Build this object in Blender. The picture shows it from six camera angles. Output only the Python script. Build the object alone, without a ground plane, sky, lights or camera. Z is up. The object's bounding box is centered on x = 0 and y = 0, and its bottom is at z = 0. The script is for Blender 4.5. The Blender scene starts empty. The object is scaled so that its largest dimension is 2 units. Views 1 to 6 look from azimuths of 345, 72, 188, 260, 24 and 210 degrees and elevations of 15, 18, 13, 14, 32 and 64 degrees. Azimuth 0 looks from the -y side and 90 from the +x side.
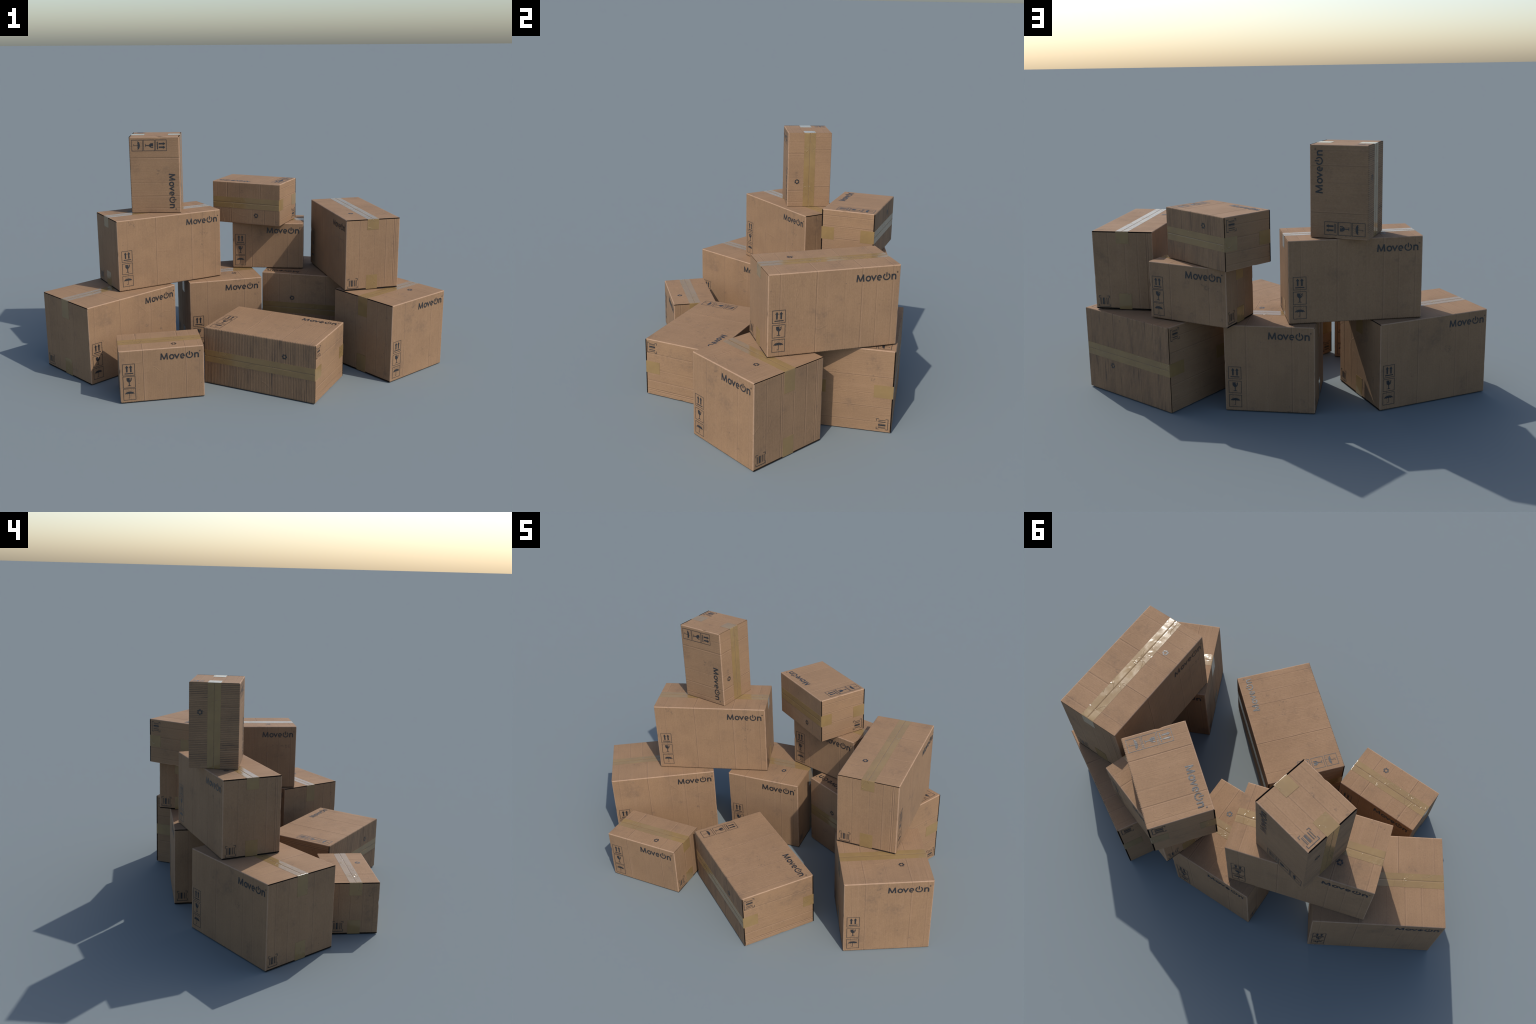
"""A stack of eleven used cardboard moving boxes, in four sizes, some upright,
some on their side, one on end.  Every box is folded from side panels, end
panels and flaps, closed with packing tape and printed with a logo, handling
symbols, a barcode and a recycling mark."""
import bpy, math, random
import numpy as np
from mathutils import Matrix, Vector
from mathutils.geometry import tessellate_polygon

# ----------------------------------------------------------------- box sizes
# Box frame: x = length, y = width (front is -y), z = height, origin at centre.
# crease / end_crease: (place from the left edge 0..1, strength)
SIZES = {
    "large": dict(L=0.553, W=0.398, H=0.401, crease=[(.065, .5), (.345, 1), (.555, .35), (.70, .7), (.825, .6), (.95, .3)],
                  end_crease=[(.12, .8), (.30, .7), (.47, .3), (.675, .8), (.86, .3)], tab=(.098, .088),
                  icon=(.0145, .0222, .0642), logo=(.0175, .0280), code=(.012, .014), mark=(.105, .059), label="large brown moving box closed with yellowish packing tape"),
    "long": dict(L=0.593, W=0.290, H=0.371, crease=[(.09, .6), (.36, 1), (.575, .35), (.705, .9), (.82, .6), (.945, .7)],
                 end_crease=[(.25, .6), (.53, .5), (.74, .7), (.895, 1), (.925, .8)], tab=(.056, .074),
                 icon=(.0195, .0216, .0657), logo=(.0200, .0310), code=(.014, .0085), mark=(.139, .065), label="long narrow brown moving box with taped flaps"),
    "small": dict(L=0.400, W=0.2325, H=0.260, crease=[(.125, .35), (.275, 1), (.60, .35), (.78, .9), (.94, .5)],
                  end_crease=[(.16, .6), (.40, .8), (.66, .7), (.88, .6)], tab=(.062, .068),
                  icon=(.0144, .0133, .0616), logo=(.0235, .0250), code=(.011, .0130), mark=(.063, .065), label="small brown moving box with printed handling symbols"),
    "cube": dict(L=0.402, W=0.394, H=0.400, crease=[(.085, .3), (.24, .9), (.49, .3), (.75, .9), (.93, .5)],
                 end_crease=[(.18, .6), (.385, .8), (.41, .6), (.57, .8), (.75, 1), (.90, 1), (.925, .6)], tab=(.104, .088),
                 icon=(.0155, .0165, .0665), logo=(.0215, .0270), code=(.013, .0160), mark=(.074, .074), label="cube shaped brown moving box with tape and barcode"),
}
# (size, pose, x, y, underside z, yaw in degrees)
STACK = [
    ("large", "upright", -0.662, 0.171, 0.000, 30.1),
    ("small", "upright", -0.478, -0.290, 0.000, -3.5),
    ("long", "on_front", 0.095, -0.316, 0.000, -41.7),
    ("cube", "upright", 0.737, -0.255, 0.000, 24.5),
    ("cube", "upright", -0.040, 0.349, 0.000, -0.1),
    ("large", "on_back", 0.535, 0.297, 0.000, 150.1),
    ("long", "upright", -0.373, 0.301, 0.4042, 195.3),
    ("small", "upright", 0.282, 0.427, 0.4040, -19.2),
    ("long", "upright", 0.655, 0.069, 0.4042, -91.6),
    ("small", "on_end", -0.366, 0.353, 0.7775, -13.3),
    ("small", "on_front", 0.198, 0.427, 0.6665, -38.3 + 180),
]

FOLD = 0.0046      # radius of the fold between panel and flap
SLOT = 0.0057      # dark slot between end panel and flap
CORNER = 0.0036    # radius of the upright corners
BOARD = 0.0012     # visible edge of a flap
TAPE_W = 0.0610
STEP = 0.0065      # mesh step

# ----------------------------------------------------------------- small maths
def hill(x, c, s):
    return math.exp(-((x - c) / s) ** 2)


def smooth(a, b, x):
    t = min(1.0, max(0.0, (x - a) / (b - a)))
    return t * t * (3 - 2 * t)


class Ripple:
    """Slow unevenness of a panel, as a sum of a few random waves, 0..1."""
    def __init__(self, seed):
        r = random.Random(seed)
        self.w = [(r.uniform(8, 34), r.uniform(0, 6.28), r.uniform(0, 6.28)) for _ in range(7)]

    def __call__(self, u, v):
        s = sum(math.sin(k * (u * math.cos(a) + v * math.sin(a)) + p) for k, a, p in self.w)
        return 0.5 + 0.5 * s / 7


class Panel:
    """Depth (inward) of a sheet of board: ripple, pressed creases, corner dents."""
    def __init__(self, seed, span, creases):
        self.ripple = Ripple(seed)
        self.creases = [((c - .5) * span, k) for c, k in creases]

    def groove(self, u):
        g = 0.0
        for c, k in self.creases:
            d = u - c
            if abs(d) < 0.012:
                g += k * (0.00085 * hill(d, 0, 0.0014) - 0.00022 * hill(abs(d), 0.0038, 0.0018))
        return g

    def __call__(self, u, v, edge):
        return self.groove(u) + 0.0012 * (self.ripple(u, v) - .3) * smooth(0.002, 0.05, edge)


def steps(a, b, extra=()):
    n = max(2, int(round((b - a) / STEP)))
    xs = [a + (b - a) * i / n for i in range(n + 1)]
    for c in extra:
        xs = [x for x in xs if abs(x - c) > 0.0042 or x in (a, b)]
        xs += [c + d for d in (-.0042, -.0025, -.0012, 0, .0012, .0025, .0042) if a < c + d < b]
    xs = sorted(set(xs))
    out = [xs[0]]
    for x in xs[1:]:
        if x - out[-1] > 1e-5:
            out.append(x)
    return out


class Sheet:
    """Collects grids of points into one mesh."""
    def __init__(self):
        self.v, self.f = [], []

    def grid(self, rows, flip=False):
        base, n = len(self.v), len(rows[0])
        for r in rows:
            self.v += r
        for i in range(len(rows) - 1):
            for j in range(n - 1):
                a = base + i * n + j
                q = (a, a + 1, a + n + 1, a + n)
                self.f.append(q[::-1] if flip else q)

    def turned(self):
        """the same sheet half a turn round z"""
        s = Sheet()
        s.v, s.f = [(-x, -y, z) for x, y, z in self.v], list(self.f)
        return s

    def mesh(self, name, *mats, angle=40, slots=None):
        me = bpy.data.meshes.new(name)
        me.from_pydata(self.v, [], self.f)
        for m in mats:
            me.materials.append(m)
        if slots:
            me.polygons.foreach_set("material_index", slots)
        me.polygons.foreach_set("use_smooth", [True] * len(me.polygons))
        me.update()
        if angle:
            me.set_sharp_from_angle(angle=math.radians(angle))
        return me


# ----------------------------------------------------------------- board parts
def side_panel(S, seed):
    """front wall: runs round both upright corners, rises to the fold line"""
    L, W, H = S["L"], S["W"], S["H"]
    P = Panel(seed, L, S["crease"])
    top = H / 2 - FOLD
    zs = steps(-top, top)
    cs = [c for c, _ in P.creases]
    x0 = L / 2 - CORNER
    plan = []                                    # (x, y, nx, ny, u)
    arc = [math.radians(a) for a in (0, 15, 30, 45, 60, 75, 90)]
    plan.append((-L / 2, -W / 2 + CORNER + .0015, -1, 0, -L / 2))
    for a in arc:
        plan.append((-x0 - CORNER * math.cos(a), -W / 2 + CORNER - CORNER * math.sin(a), -math.cos(a), -math.sin(a), -L / 2))
    for x in steps(-x0, x0, cs)[1:-1]:
        plan.append((x, -W / 2, 0, -1, x))
    for a in arc[::-1]:
        plan.append((x0 + CORNER * math.cos(a), -W / 2 + CORNER - CORNER * math.sin(a), math.cos(a), -math.sin(a), L / 2))
    plan.append((L / 2, -W / 2 + CORNER + .0015, 1, 0, L / 2))
    sh = Sheet()
    r = random.Random(seed)
    dents = [(-1, 0.02 + r.uniform(-.01, .02), .0021), (1, r.uniform(-.1, .1), .0009), (-1, r.uniform(-.13, -.06), .0006)]
    rows = []
    for z in zs:
        row = []
        for x, y, nx, ny, u in plan:
            flat = abs(u) < L / 2 - 1e-6
            d = P(u, z, min(L / 2 - abs(u), top - abs(z))) if flat else 0
            if abs(x) > L / 2 - .02:                     # knocks on the upright corners
                for s, zc, k in dents:
                    d += k * hill(z, zc, .011) * hill(x, s * L / 2, .007) * hill(y, -W / 2, .007) * (1 + .4 * math.sin(z * 900))
            row.append((x - nx * d, y - ny * d, z))
        rows.append(row)
    sh.grid(rows)
    return sh, P


def end_panel(S, seed):
    """right wall between the upright corners; stops below the flap: the slot"""
    L, W, H = S["L"], S["W"], S["H"]
    P = Panel(seed, W, S["end_crease"])
    top, y0 = H / 2 - SLOT, W / 2 - CORNER - .0015
    rows = []
    ys = steps(-y0, y0, [c for c, _ in P.creases])
    for z in steps(-top, top):
        rows.append([(L / 2 - P(y, z, min(y0 - abs(y), top - abs(z))) * smooth(0, .004, y0 - abs(y)), y, z) for y in ys])
    # board thickness, seen in the slots
    first = [(x - .0028, y, z) for x, y, z in rows[0]]
    last = [(x - .0028, y, z) for x, y, z in rows[-1]]
    sh = Sheet()
    sh.grid(rows)
    sh.grid([first, rows[0]])
    sh.grid([rows[-1], last])
    return sh, P


def flap(S, seed, low, P_side):
    """front flap: fold out of the side panel, flat to the seam in the middle"""
    L, W, H = S["L"], S["W"], S["H"]
    P = Panel(seed, L, S["crease"])
    P.creases = P_side.creases
    sz = -1 if low else 1
    xs = steps(-1, 1)                            # placed as a share of the half length
    cs = [c for c, _ in P.creases]
    xs = [x / (L / 2) for x in steps(-L / 2, L / 2, cs)]
    profile = []                                 # y, z, ny, nz, flat distance
    for a in (0, 15, 30, 45, 60, 75, 90):
        t = math.radians(a)
        profile.append((-W / 2 + FOLD - FOLD * math.cos(t), H / 2 - FOLD + FOLD * math.sin(t), -math.cos(t), math.sin(t)))
    for y in steps(-W / 2 + FOLD, -.0008)[1:]:
        profile.append((y, H / 2, 0, 1))
    rng = Ripple(seed + 5)
    rows, under = [], []
    for y, z, ny, nz in profile:
        d_edge = y + W / 2
        half = L / 2 - (CORNER - math.sqrt(max(0, CORNER ** 2 - max(0, CORNER - d_edge) ** 2)))
        row, low_row = [], []
        for s in xs:
            x = s * half
            d = P(x, y, min(d_edge, L / 2 - abs(x)))
            d *= 1 if nz > .99 else .9
            row.append((x, y - ny * d, sz * (z - nz * d)))
            e = BOARD + .0002
            low_row.append((x * (1 - .0004 / half), y - ny * e, sz * (z - nz * (e + min(d, .0006)))))
        rows.append(row)
        under.append(low_row)
    sh = Sheet()
    sh.grid(rows, flip=low)
    n_top = len(sh.f)
    sh.grid([[r[0] for r in under], [r[0] for r in rows]], flip=low)
    sh.grid([[r[-1] for r in rows], [r[-1] for r in under]], flip=low)
    sh.grid([rows[-1], under[-1]], flip=low)
    sh.grid(under, flip=not low)
    slots = [0] * n_top + [1] * (len(sh.f) - n_top)
    return sh, P, slots


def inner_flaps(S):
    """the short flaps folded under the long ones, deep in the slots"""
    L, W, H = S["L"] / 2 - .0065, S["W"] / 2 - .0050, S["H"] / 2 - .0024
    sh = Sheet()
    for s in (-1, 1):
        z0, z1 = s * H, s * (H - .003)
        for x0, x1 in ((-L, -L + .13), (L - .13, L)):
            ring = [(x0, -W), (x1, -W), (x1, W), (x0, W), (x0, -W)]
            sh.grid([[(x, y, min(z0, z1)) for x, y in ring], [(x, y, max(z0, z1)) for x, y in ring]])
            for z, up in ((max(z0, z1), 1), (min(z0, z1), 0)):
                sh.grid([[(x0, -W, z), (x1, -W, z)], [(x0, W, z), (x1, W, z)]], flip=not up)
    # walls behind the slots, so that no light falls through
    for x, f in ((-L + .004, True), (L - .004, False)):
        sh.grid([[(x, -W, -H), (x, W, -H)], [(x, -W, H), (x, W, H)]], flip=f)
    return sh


def tape(S, seed, low, Pf, Pb):
    """strip along the seam, folded down over both ends"""
    L, W, H = S["L"], S["W"], S["H"]
    r = random.Random(seed)
    sz = -1 if low else 1
    tab = S["tab"][1 if low else 0]
    over, half, rad = .00045, TAPE_W / 2, .0016
    tabs = (tab * r.uniform(.96, 1.04), tab * r.uniform(.96, 1.04))
    path = []                                    # x, z, nx, nz, place along the top (None on tabs)
    for i in range(13):
        path.append((-L / 2, H / 2 - tabs[0] + (tabs[0] - rad - .0002) * i / 12, -1, 0, None))
    for a in (15, 35, 55, 75):
        t = math.radians(a)
        path.append((-L / 2 + rad - rad * math.cos(t), H / 2 - rad + rad * math.sin(t), -math.cos(t), math.sin(t), None))
    for x in steps(-L / 2 + rad, L / 2 - rad):
        path.append((x, H / 2, 0, 1, x))
    for a in (75, 55, 35, 15):
        t = math.radians(a)
        path.append((L / 2 - rad + rad * math.cos(t), H / 2 - rad + rad * math.sin(t), math.cos(t), math.sin(t), None))
    for i in range(13):
        path.append((L / 2, H / 2 - rad - .0002 - (tabs[1] - rad - .0002) * i / 12, 1, 0, None))
    ys = [-half, -.026, -.021, -.016, -.012, -.008, -.005, -.003, -.0018, -.0008, 0, .0008, .0018, .003, .005, .008, .012, .016, .021, .026, half]
    ridges = [(r.uniform(-L / 2, L / 2), r.uniform(-.02, .02), r.uniform(.5, 1.3) * r.choice((-1, 1)), r.uniform(.008, .016)) for _ in range(9)]
    rows = []
    for k, (x, z, nx, nz, s) in enumerate(path):
        row = []
        for y in ys:
            h = over
            if s is not None:
                P = Pf if y < 0 else Pb
                u = s if y < 0 else -s
                h -= .7 * P.groove(u) * smooth(0, .004, L / 2 - abs(s))
                h -= (P.ripple(u, -abs(y)) - .3) * .0012 * smooth(.002, .05, L / 2 - abs(s))
                h -= .00095 * hill(y, 0, .0016)
                for a, b, m, ln in ridges:
                    along = (s - a) * math.cos(m) + (y - b) * math.sin(m)
                    across = -(s - a) * math.sin(m) + (y - b) * math.cos(m)
                    h += .0007 * hill(along, 0, ln) * hill(across, 0, .0016)
            row.append((x + nx * h, y, sz * (z + nz * h)))
        rows.append(row)
    sh = Sheet()
    sh.grid(rows, flip=not low)
    # thickness at the rim
    rim = rows[0] + [q[-1] for q in rows[1:]] + rows[-1][::-1][1:] + [q[0] for q in rows[::-1][1:]]
    nrm = [path[0]] * len(ys) + path[1:] + [path[-1]] * (len(ys) - 1) + path[::-1][1:]
    down = [(p[0] - n[2] * .0007, p[1], p[2] - sz * n[3] * .0007) for p, n in zip(rim, nrm)]
    sh.grid([down, rim], flip=low)
    return sh


# ----------------------------------------------------------------- prints
class Ink:
    """Flat printed shapes in a 2D frame, later laid on a panel."""
    def __init__(self):
        self.v, self.f, self.h, self.layer = [], [], [], 0

    def poly(self, pts):
        tri = tessellate_polygon([[Vector((x, y, 0)) for x, y in pts]])
        base = len(self.v)
        self.v += pts
        self.h += [self.layer] * len(pts)
        for a, b, c in tri:
            (ax, ay), (bx, by), (cx, cy) = pts[a], pts[b], pts[c]
            ccw = (bx - ax) * (cy - ay) - (by - ay) * (cx - ax) > 0
            self.f.append((base + a, base + b, base + c) if ccw else (base + a, base + c, base + b))
        self.layer += 1

    def stroke(self, pts, w, closed=False, cut=0.12):
        fine = []
        n = len(pts)
        for i in range(n if closed else n - 1):
            (ax, ay), (bx, by) = pts[i], pts[(i + 1) % n]
            k = max(1, int(math.hypot(bx - ax, by - ay) / cut))
            fine += [(ax + (bx - ax) * j / k, ay + (by - ay) * j / k) for j in range(k)]
        if not closed:
            fine.append(pts[-1])
        m, base = len(fine), len(self.v)
        for i, (x, y) in enumerate(fine):
            p = fine[i - 1] if (i or closed) else fine[0]
            q = fine[(i + 1) % m] if (i < m - 1 or closed) else fine[-1]
            a = Vector((x - p[0], y - p[1])); b = Vector((q[0] - x, q[1] - y))
            a = a.normalized() if a.length else b.normalized()
            b = b.normalized() if b.length else a
            t = (a + b).normalized()
            mit = 1 / max(.45, t.dot(a))
            nx, ny = -t.y * w / 2 * mit, t.x * w / 2 * mit
            self.v += [(x + nx, y + ny), (x - nx, y - ny)]
            self.h += [self.layer] * 2
        for i in range(m if closed else m - 1):
            j = (i + 1) % m
            self.f.append((base + 2 * i, base + 2 * i + 1, base + 2 * j + 1, base + 2 * j))
        self.layer += 1

    def arc(self, cx, cy, rx, ry, a0, a1, w):
        n = max(6, int(abs(a1 - a0) / 10))
        full = abs(abs(a1 - a0) - 360) < 1e-6
        pts = [(cx + rx * math.cos(math.radians(a0 + (a1 - a0) * i / n)), cy + ry * math.sin(math.radians(a0 + (a1 - a0) * i / n))) for i in range(n if full else n + 1)]
        self.stroke(pts, w, closed=full)

    def lay(self, name, place, mat):
        me = bpy.data.meshes.new(name)
        me.from_pydata([place(x, y, h * .00006) for (x, y), h in zip(self.v, self.h)], [], self.f)
        me.materials.append(mat)
        me.update()
        return me


def logo_ink():
    k = Ink()
    w = .195
    k.stroke([(.095, 0), (.185, 1)], w); k.stroke([(1.035, 0), (.945, 1)], w)
    k.stroke([(.175, .965), (.565, .06)], .185); k.stroke([(.955, .965), (.565, .06)], .185)
    k.arc(1.665, .385, .290, .315, 0, 360, w)
    k.stroke([(2.08, .775), (2.405, .15), (2.73, .775)], w)
    k.arc(3.205, .385, .250, .315, 0, 312, w * .95)
    k.stroke([(2.96, .375), (3.54, .375)], .135)
    k.arc(4.23, .475, .445, .425, 121, 419, .165)
    k.stroke([(4.23, .46), (4.23, 1.07)], .155)
    k.stroke([(5.00, 0), (5.00, .775)], w)
    k.stroke([(4.99, .49), (5.06, .615), (5.17, .69), (5.31, .70), (5.42, .66), (5.49, .575), (5.51, .46), (5.51, 0)], w)
    k.arc(5.75, 1.0, .085, .085, 0, 360, .03)
    k.stroke([(5.72, .955), (5.72, 1.045), (5.765, 1.035), (5.74, 1.0), (5.775, .955)], .024)
    return k


def framed():
    k = Ink()
    k.stroke([(.02, .02), (.98, .02), (.98, .98), (.02, .98)], .038, closed=True)
    return k


def arrows_ink():
    k = framed()
    for x in (.355, .67):
        k.stroke([(x, .30), (x, .70)], .125)
        k.poly([(x - .135, .68), (x + .135, .68), (x, .885)])
    k.stroke([(.17, .185), (.855, .185)], .075)
    return k


def glass_ink():
    k = framed()
    k.poly([(.30, .86), (.57, .86), (.535, .745), (.60, .69), (.57, .60), (.65, .695), (.605, .755), (.665, .865), (.715, .86),
            (.70, .65), (.63, .545), (.535, .49), (.53, .225), (.64, .195), (.64, .165), (.36, .165), (.36, .195), (.47, .225),
            (.465, .49), (.375, .545), (.31, .65)])
    return k


def umbrella_ink():
    k = framed()
    top = [(.5 + .37 * math.cos(math.radians(a)), .50 + .235 * math.sin(math.radians(a)) ** .9) for a in range(0, 181, 12)]
    under = [(.13 + .74 * i / 12, .50 + (.045 if i % 3 else .012)) for i in range(1, 12)]
    k.poly(top + under)
    k.stroke([(.5, .55), (.5, .22), (.475, .175), (.43, .17), (.40, .205)], .034)
    for x, y in ((.22, .83), (.32, .90), (.36, .78), (.45, .86), (.55, .79), (.62, .88), (.71, .80), (.79, .88), (.80, .74), (.26, .73)):
        k.poly([(x - .012, y - .018), (x + .012, y - .018), (x + .012, y + .018), (x - .012, y + .018)])
    return k


def barcode_ink():
    k = Ink()
    k.stroke([(.03, .78), (.03, .97), (.23, .97)], .046)
    k.stroke([(.77, .97), (.97, .97), (.97, .78)], .046)
    k.stroke([(.03, .24), (.03, .03), (.97, .03), (.97, .24)], .046)
    for x, w in ((.16, .05), (.245, .025), (.42, .14), (.545, .022), (.71, .06), (.86, .045)):
        k.stroke([(x, .22), (x, .82)], w)
    return k


def recycling_ink():
    k = Ink()
    for i in range(3):                            # three bent arrows chasing one another
        a = 90 + 120 * i
        p = lambda ang, r: (r * math.cos(math.radians(a + ang)), r * math.sin(math.radians(a + ang)))
        k.stroke([p(4, .40), p(28, .36), p(54, .40)], .27)
        k.stroke([p(64, .40), p(80, .35), p(98, .40)], .27)
        k.poly([p(90, .20), p(113, .42), p(90, .60)])
    return k


# ----------------------------------------------------------------- materials
class Nodes:
    def __init__(self, name):
        self.mat = bpy.data.materials.new(name)
        self.mat.use_nodes = True
        self.t = self.mat.node_tree
        self.t.nodes.clear()
        self.out = self.t.nodes.new("ShaderNodeOutputMaterial")
        self.bsdf = self.t.nodes.new("ShaderNodeBsdfPrincipled")
        self.t.links.new(self.bsdf.outputs[0], self.out.inputs[0])

    def put(self, sock, val):
        if hasattr(val, "is_output"):
            self.t.links.new(val, sock)
        elif val is not None:
            sock.default_value = val

    def math(self, op, a, b=None, c=None):
        n = self.t.nodes.new("ShaderNodeMath")
        n.operation = op
        for s, v in zip(n.inputs, (a, b, c)):
            self.put(s, v)
        return n.outputs[0]

    def vec(self, x, y, z):
        n = self.t.nodes.new("ShaderNodeCombineXYZ")
        for s, v in zip(n.inputs, (x, y, z)):
            self.put(s, v)
        return n.outputs[0]

    def noise(self, v, scale=1.0, detail=3.0, rough=.55, distort=0.0):
        n = self.t.nodes.new("ShaderNodeTexNoise")
        self.put(n.inputs["Vector"], v)
        for k, x in (("Scale", scale), ("Detail", detail), ("Roughness", rough), ("Distortion", distort)):
            n.inputs[k].default_value = x
        return n.outputs["Fac"]

    def voronoi(self, v, scale):
        n = self.t.nodes.new("ShaderNodeTexVoronoi")
        self.put(n.inputs["Vector"], v)
        n.inputs["Scale"].default_value = scale
        return n.outputs["Distance"]

    def range(self, v, a, b, lo=0.0, hi=1.0):
        n = self.t.nodes.new("ShaderNodeMapRange")
        n.interpolation_type = "SMOOTHSTEP"
        self.put(n.inputs[0], v)
        for i, x in enumerate((a, b, lo, hi)):
            n.inputs[i + 1].default_value = x
        return n.outputs[0]

    def mix(self, f, a, b):
        n = self.t.nodes.new("ShaderNodeMix")
        n.data_type = "RGBA"
        self.put(n.inputs[0], f)
        for s, v in ((n.inputs[6], a), (n.inputs[7], b)):
            self.put(s, v if hasattr(v, "is_output") else (*v, 1))
        return n.outputs[2]

    def bump(self, height, strength, dist, normal=None):
        n = self.t.nodes.new("ShaderNodeBump")
        n.inputs["Strength"].default_value = strength
        n.inputs["Distance"].default_value = dist
        self.put(n.inputs["Height"], height)
        if normal is not None:
            self.put(n.inputs["Normal"], normal)
        return n.outputs[0]

    def place(self):
        """object coordinates, and the same shifted by the box's own seed"""
        tc = self.t.nodes.new("ShaderNodeTexCoord").outputs["Object"]
        at = self.t.nodes.new("ShaderNodeAttribute")
        at.attribute_type = "OBJECT"
        at.attribute_name = '["grain_seed"]'
        s = self.t.nodes.new("ShaderNodeSeparateXYZ")
        self.put(s.inputs[0], tc)
        add = self.t.nodes.new("ShaderNodeVectorMath")
        self.put(add.inputs[0], tc)
        self.put(add.inputs[1], self.vec(at.outputs["Fac"], self.math("MULTIPLY", at.outputs["Fac"], 1.7), self.math("MULTIPLY", at.outputs["Fac"], -.6)))
        return s.outputs, add.outputs[0], at.outputs["Fac"]


KRAFT = (.284, .172, .0948)
KRAFT_DARK = (.248, .151, .085)
KRAFT_PALE = (.375, .235, .150)
GRIME = (.105, .074, .056)
CREASE = (.160, .096, .060)


def board_material(size, S, ends=False, under=False):
    N = Nodes(f"{size} {'end' if ends else 'underside' if under else 'side'} board")
    (x, y, z), q, seed = N.place()
    m = N.math
    sq = N.t.nodes.new("ShaderNodeSeparateXYZ")
    N.put(sq.inputs[0], q)
    qx, qy, qz = sq.outputs
    flute = y if ends else x                       # runs across the flutes
    fq = qy if ends else qx

    def along(across, down):                       # coordinates stretched along the flutes
        return N.vec(m("MULTIPLY", qx, down if ends else across), m("MULTIPLY", qy, across if ends else down), m("MULTIPLY", qz, down))

    mottle = N.noise(q, 5.5, 4, .6)
    fibre = N.noise(along(260, 9), 1, 2, .6)
    band = N.noise(along(48, 2.2), 1, 3, .6)
    grain = N.noise(q, 420, 2, .7)
    col = N.mix(N.range(mottle, .30, .72), KRAFT, KRAFT_DARK)
    col = N.mix(N.range(fibre, .42, .74, 0, .11), col, CREASE)
    col = N.mix(N.range(band, .52, .74, 0, .09), col, CREASE)
    col = N.mix(N.range(band, .46, .26, 0, .12), col, KRAFT_PALE)
    col = N.mix(N.range(grain, .50, .80, 0, .22), col, CREASE)
    pulp = N.noise(along(230, 150), 1, 2, .6)
    col = N.mix(N.range(pulp, .52, .72, 0, .26), col, CREASE)
    col = N.mix(N.range(pulp, .46, .30, 0, .20), col, KRAFT_PALE)
    # flutes of the board, showing through
    wob = m("MULTIPLY", N.noise(along(14, 4), 1, 1), 2.2)
    wave = m("SINE", m("ADD", m("MULTIPLY", fq, 2 * math.pi / .0084), wob))
    lull = N.range(N.noise(along(26, 3), 1, 2), .38, .62, .45 if under else .2, 1)
    if under:
        patch = N.noise(along(20, 3.5), 1, 3, .6)
        streak = N.noise(along(150, 5.5), 1, 2, .6)
        dirt = m("MULTIPLY", N.range(wave, -.1, .9), m("MULTIPLY", N.range(patch, .36, .68, .52, .88), lull))
        col = N.mix(dirt, col, (.080, .056, .043))
        col = N.mix(m("MULTIPLY", N.range(streak, .54, .70), N.range(patch, .42, .66, .15, .75)), col, (.052, .042, .037))
    else:
        col = N.mix(N.range(m("MULTIPLY", wave, lull), .2, 1, 0, .05), col, CREASE)
    # pressed creases: dark line, pale lip
    side = m("SIGN", x if ends else y)
    c = m("MULTIPLY", y, side) if ends else m("MULTIPLY", m("MULTIPLY", x, side), -1)
    span = S["W"] if ends else S["L"]
    line, lip = None, None
    for place, k in S["end_crease" if ends else "crease"]:
        d = m("SUBTRACT", c, (place - .5) * span)
        a = m("MULTIPLY", N.range(m("ABSOLUTE", d), .0006, .0021, 1, 0), .50 * k)
        b = m("MULTIPLY", N.range(m("ABSOLUTE", m("SUBTRACT", d, .0042)), .0010, .0034, 1, 0), .24 * k)
        line = a if line is None else m("MAXIMUM", line, a)
        lip = b if lip is None else m("MAXIMUM", lip, b)
    broken = N.range(N.noise(q, 17, 3), .30, .62, .45, 1)
    col = N.mix(m("MULTIPLY", lip, broken), col, KRAFT_PALE)
    col = N.mix(m("MULTIPLY", line, broken), col, (.115, .070, .046))
    # scuffs, smudges and specks of dirt
    smudge = m("MULTIPLY", N.range(N.noise(q, 7.5, 5, .62), .53, .72), N.range(N.noise(q, 70, 4, .7), .38, .62, .25, 1))
    col = N.mix(m("MULTIPLY", smudge, .40), col, GRIME)
    scuff = m("MULTIPLY", N.range(N.noise(q, 13, 3, .5), .66, .74), N.range(N.noise(q, 120, 3, .7), .48, .60))
    col = N.mix(m("MULTIPLY", scuff, .60), col, GRIME)
    speck = m("MULTIPLY", N.range(N.voronoi(q, 42), .07, .14, 1, 0), N.range(N.noise(q, 21, 1), .58, .68))
    col = N.mix(m("MULTIPLY", speck, .6), col, GRIME)
    # rubbed folds and upright corners
    hx, hy, hz = (m("SUBTRACT", h / 2, m("ABSOLUTE", v)) for h, v in ((S["L"], x), (S["W"], y), (S["H"], z)))
    rub = m("MINIMUM", m("MAXIMUM", hy, hz), m("MAXIMUM", hx, hy))
    rub = m("MULTIPLY", N.range(m("ADD", rub, m("MULTIPLY", N.noise(q, 60, 3), .004)), .0030, .0078, 1, 0), .60)
    if not under:
        col = N.mix(rub, col, (.42, .275, .185))
    N.put(N.bsdf.inputs["Base Color"], col)
    N.put(N.bsdf.inputs["Roughness"], N.range(mottle, .3, .7, .76, .86))
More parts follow.
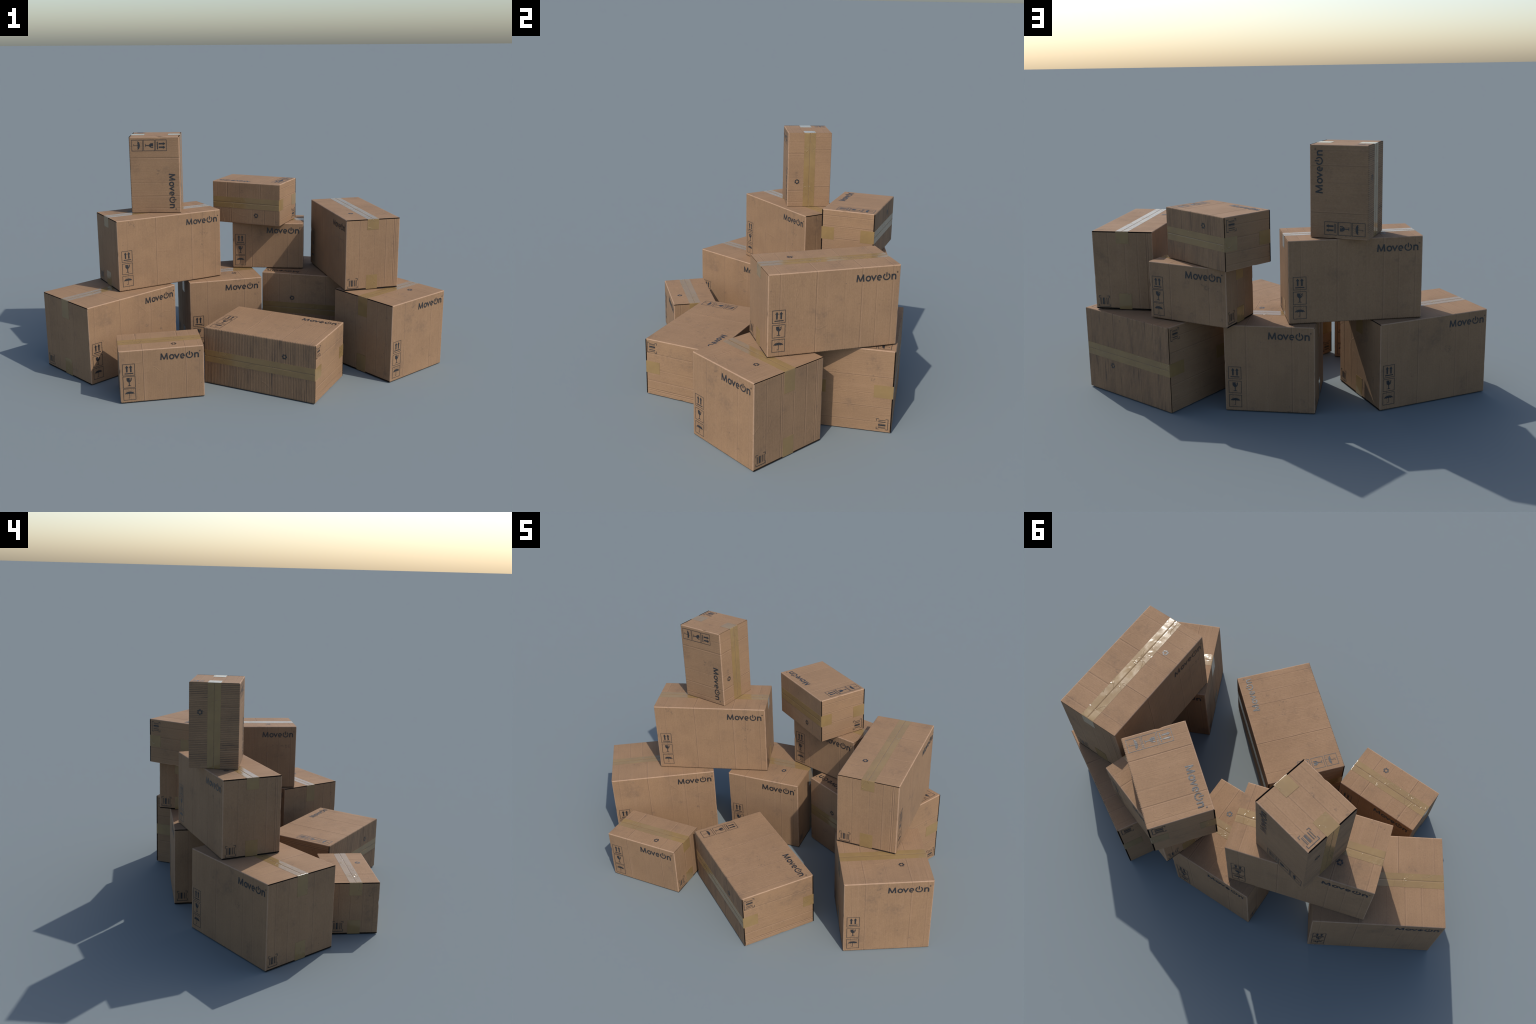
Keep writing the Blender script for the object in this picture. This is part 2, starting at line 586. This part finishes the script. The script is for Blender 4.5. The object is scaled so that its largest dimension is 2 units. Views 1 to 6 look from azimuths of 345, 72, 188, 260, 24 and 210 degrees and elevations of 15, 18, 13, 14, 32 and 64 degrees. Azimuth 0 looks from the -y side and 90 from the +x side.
    N.bsdf.inputs["Specular IOR Level"].default_value = .24
    # relief: flutes, fibres, folds and wrinkles
    warp = N.noise(q, 3.1, 2, .5, .6)
    ridge = N.range(m("ABSOLUTE", m("SUBTRACT", warp, .5)), .0, .012, 1, 0)
    ridge2 = N.range(m("ABSOLUTE", m("SUBTRACT", N.noise(N.vec(qz, qx, qy), 4.3, 2, .5, .4), .53)), .0, .012, 1, 0)
    where = N.range(N.noise(q, 5, 1), .50, .66)
    folds = m("MULTIPLY", m("MAXIMUM", ridge, ridge2), where)
    h = m("ADD", m("MULTIPLY", m("MULTIPLY", wave, lull), .50 if under else .10), m("MULTIPLY", band, .4))
    h = m("ADD", h, m("MULTIPLY", fibre, .35))
    h = m("ADD", h, m("MULTIPLY", grain, .12))
    h = m("ADD", h, m("MULTIPLY", folds, .66))
    N.put(N.bsdf.inputs["Normal"], N.bump(h, .55, .0011))
    return N.mat


def edge_material():
    N = Nodes("board edge darkened to slot shadow")
    (x, y, z), q, seed = N.place()
    col = N.mix(N.range(N.noise(q, 300, 2), .4, .6), (.018, .014, .012), (.032, .024, .019))  # edge painted almost black to widen the gap shadow under the flap
    N.put(N.bsdf.inputs["Base Color"], col)
    N.bsdf.inputs["Roughness"].default_value = .9
    N.bsdf.inputs["Specular IOR Level"].default_value = .1
    return N.mat


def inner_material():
    N = Nodes("inner board blackened for slot shade")
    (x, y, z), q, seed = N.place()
    col = N.mix(N.range(N.noise(q, 90, 2), .4, .6), (.014, .011, .010), (.022, .017, .014))  # kraft taken near black: the unlit slot interior is baked into this colour
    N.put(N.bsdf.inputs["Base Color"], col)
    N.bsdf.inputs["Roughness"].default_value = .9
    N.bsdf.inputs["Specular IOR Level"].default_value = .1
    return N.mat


def tape_material():
    N = Nodes("packing tape film")
    (x, y, z), q, seed = N.place()
    m = N.math
    col = N.mix(N.range(N.noise(q, 9, 3), .35, .65), (.255, .166, .070), (.228, .147, .064))
    col = N.mix(N.range(N.noise(q, 70, 3), .5, .75, 0, .22), col, (.30, .21, .10))
    seam = N.range(m("ABSOLUTE", y), .0005, .0014, .45, 0)
    facing = N.t.nodes.new("ShaderNodeSeparateXYZ")
    N.put(facing.inputs[0], [n for n in N.t.nodes if n.bl_idname == "ShaderNodeTexCoord"][0].outputs["Normal"])
    top = N.range(m("ABSOLUTE", facing.outputs[2]), .3, .6)
    col = N.mix(m("MULTIPLY", seam, top), col, (.07, .045, .02))
    N.put(N.bsdf.inputs["Base Color"], col)
    N.put(N.bsdf.inputs["Roughness"], N.range(N.noise(q, 24, 3), .3, .7, .08, .17))
    N.bsdf.inputs["IOR"].default_value = 1.52
    sx = N.t.nodes.new("ShaderNodeSeparateXYZ")
    N.put(sx.inputs[0], q)
    crinkle = N.noise(q, 115, 4, .66, 1.0)
    crease = N.range(m("ABSOLUTE", m("SUBTRACT", N.noise(q, 11, 2, .5, .8), .5)), 0, .010, 1, 0)
    crease = m("MULTIPLY", crease, N.range(N.noise(q, 8, 1), .46, .58))
    where = N.range(N.noise(q, 4.5, 1), .51, .66, .05, .9)
    h = m("ADD", m("MULTIPLY", m("MULTIPLY", crinkle, where), 1.7), m("MULTIPLY", crease, 1.3))
    h = m("ADD", h, m("MULTIPLY", N.noise(q, 700, 2), .05))
    N.put(N.bsdf.inputs["Normal"], N.bump(h, .6, .0010))
    return N.mat


def ink_material():
    N = Nodes("printed ink")
    (x, y, z), q, seed = N.place()
    col = N.mix(N.range(N.noise(q, 90, 4, .65), .45, .75), (.0185, .0195, .0225), (.045, .038, .034))
    N.put(N.bsdf.inputs["Base Color"], col)
    N.put(N.bsdf.inputs["Roughness"], N.range(N.noise(q, 30, 2), .3, .7, .38, .50))
    wave = N.math("ADD", N.math("SINE", N.math("MULTIPLY", x, 2 * math.pi / .0084)), N.math("MULTIPLY", N.noise(q, 180, 3), 3))
    N.put(N.bsdf.inputs["Normal"], N.bump(wave, .16, .0003))
    N.bsdf.inputs["Specular IOR Level"].default_value = .5
    return N.mat


# ----------------------------------------------------------------- box kinds
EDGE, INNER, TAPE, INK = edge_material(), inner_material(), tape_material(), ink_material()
INKS = dict(logo_print=logo_ink(), this_way_up_symbol=arrows_ink(), fragile_symbol=glass_ink(),
            keep_dry_symbol=umbrella_ink(), barcode_print=barcode_ink(), recycling_symbol=recycling_ink())
LIFT = .00055
ICON, CODE, CAP, MARK = .0588, .0545, .0328, .0262


def turn_mesh(place):
    return lambda x, y, h: (lambda p: (-p[0], -p[1], p[2]))(place(x, y, h))


def box_kit(size, n):
    """Meshes of one size of box: list of (part name, mesh, [(print name, mesh)])"""
    S = SIZES[size]
    L, W, H = S["L"], S["W"], S["H"]
    side_m, end_m, under_m = board_material(size, S), board_material(size, S, ends=True), board_material(size, S, under=True)
    kit, Ps = [], []
    for t in (0, 1):                              # front, back
        sh, P = side_panel(S, n * 100 + t)
        Ps.append(P)
        prints = []

        def on_side(ox, oz, k):
            def put(u, v, h):
                X, Z = ox + u * k, oz + v * k
                d = P(X, Z, min(L / 2 - abs(X), H / 2 - FOLD - abs(Z))) * .85
                return (X, -W / 2 - LIFT - h + d, Z)
            return turn_mesh(put) if t else put

        left, low, pitch = S["icon"]
        for i, nm in enumerate(("keep_dry_symbol", "fragile_symbol", "this_way_up_symbol")):
            prints.append((nm, INKS[nm].lay(nm, on_side(-L / 2 + left, -H / 2 + low + i * pitch, ICON), INK)))
        right, topm = S["logo"]
        prints.append(("logo_print", INKS["logo_print"].lay("logo_print", on_side(L / 2 - right - 5.60 * CAP, H / 2 - topm - CAP, CAP), INK)))
        kit.append(("side_panel", (sh.turned() if t else sh).mesh("side_panel", side_m), prints))
    for t in (0, 1):                              # right, left
        sh, P = end_panel(S, n * 100 + 10 + t)
        left, low = S["code"]

        def on_end(u, v, h):
            Y, Z = -W / 2 + left + u * CODE, -H / 2 + low + v * CODE
            d = P(Y, Z, min(W / 2 - abs(Y), H / 2 - abs(Z))) * .85
            return (L / 2 + LIFT + h - d, Y, Z)

        prints = [("barcode_print", INKS["barcode_print"].lay("barcode_print", turn_mesh(on_end) if t else on_end, INK))]
        kit.append(("end_panel", (sh.turned() if t else sh).mesh("end_panel", end_m), prints))
    for low in (False, True):
        pair = []
        for t in (0, 1):
            sh, P, slots = flap(S, n * 100 + 20 + 2 * low + t, low, Ps[t])
            pair.append(P)
            prints = []
            if (t == 0 and not low) or (t == 1 and low):
                # right half of the front flap on top; left half of the back flap underneath
                cx, cy = S["mark"][0], -S["mark"][1]

                def on_flap(u, v, h):
                    X, Y = cx + u * MARK, cy + v * MARK * (-1 if low else 1)
                    d = P(X, Y, .05) * .85
                    return (X, Y, (-1 if low else 1) * (H / 2 + LIFT + h - d))

                prints.append(("recycling_symbol", INKS["recycling_symbol"].lay("recycling_symbol", turn_mesh(on_flap) if t else on_flap, INK)))
            kit.append(("flap", (sh.turned() if t else sh).mesh("flap", under_m if low else side_m, EDGE, slots=slots), prints))
        kit.append(("packing_tape", tape(S, n * 100 + 30 + low, low, *pair).mesh("packing_tape", TAPE, angle=55), []))
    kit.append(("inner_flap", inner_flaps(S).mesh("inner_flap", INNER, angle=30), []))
    return kit


POSES = {
    "upright": (Matrix.Identity(4), "H"),
    "on_front": (Matrix.Rotation(math.radians(-90), 4, "X") @ Matrix.Rotation(math.pi, 4, "Z"), "W"),
    "on_back": (Matrix.Rotation(math.radians(-90), 4, "X"), "W"),
    "on_end": (Matrix.Rotation(math.radians(90), 4, "Y"), "L"),
}


def add(name, data, parent, seed):
    ob = bpy.data.objects.new(name, data)
    bpy.context.scene.collection.objects.link(ob)
    ob.parent = parent
    ob["grain_seed"] = seed
    return ob


def build():
    kits = {size: box_kit(size, i + 1) for i, size in enumerate(SIZES)}
    for i, (size, pose, x, y, z, yaw) in enumerate(STACK):
        root = bpy.data.objects.new("cardboard_box", None)
        bpy.context.scene.collection.objects.link(root)
        root.empty_display_size = .1
        root.location = (x, y, max(z, .0008))
        root.rotation_euler = (0, 0, math.radians(yaw))
        root["label"] = SIZES[size]["label"]
        root["category"] = "cardboard box"
        turn, up = POSES[pose]
        lift = Matrix.Translation((0, 0, SIZES[size][up] / 2)) @ turn
        seed = float(i) * 3.37
        for part, mesh, prints in kits[size]:
            ob = add(part, mesh, root, seed)
            ob.matrix_local = lift
            for nm, me in prints:
                add(nm, me, ob, seed)


build()
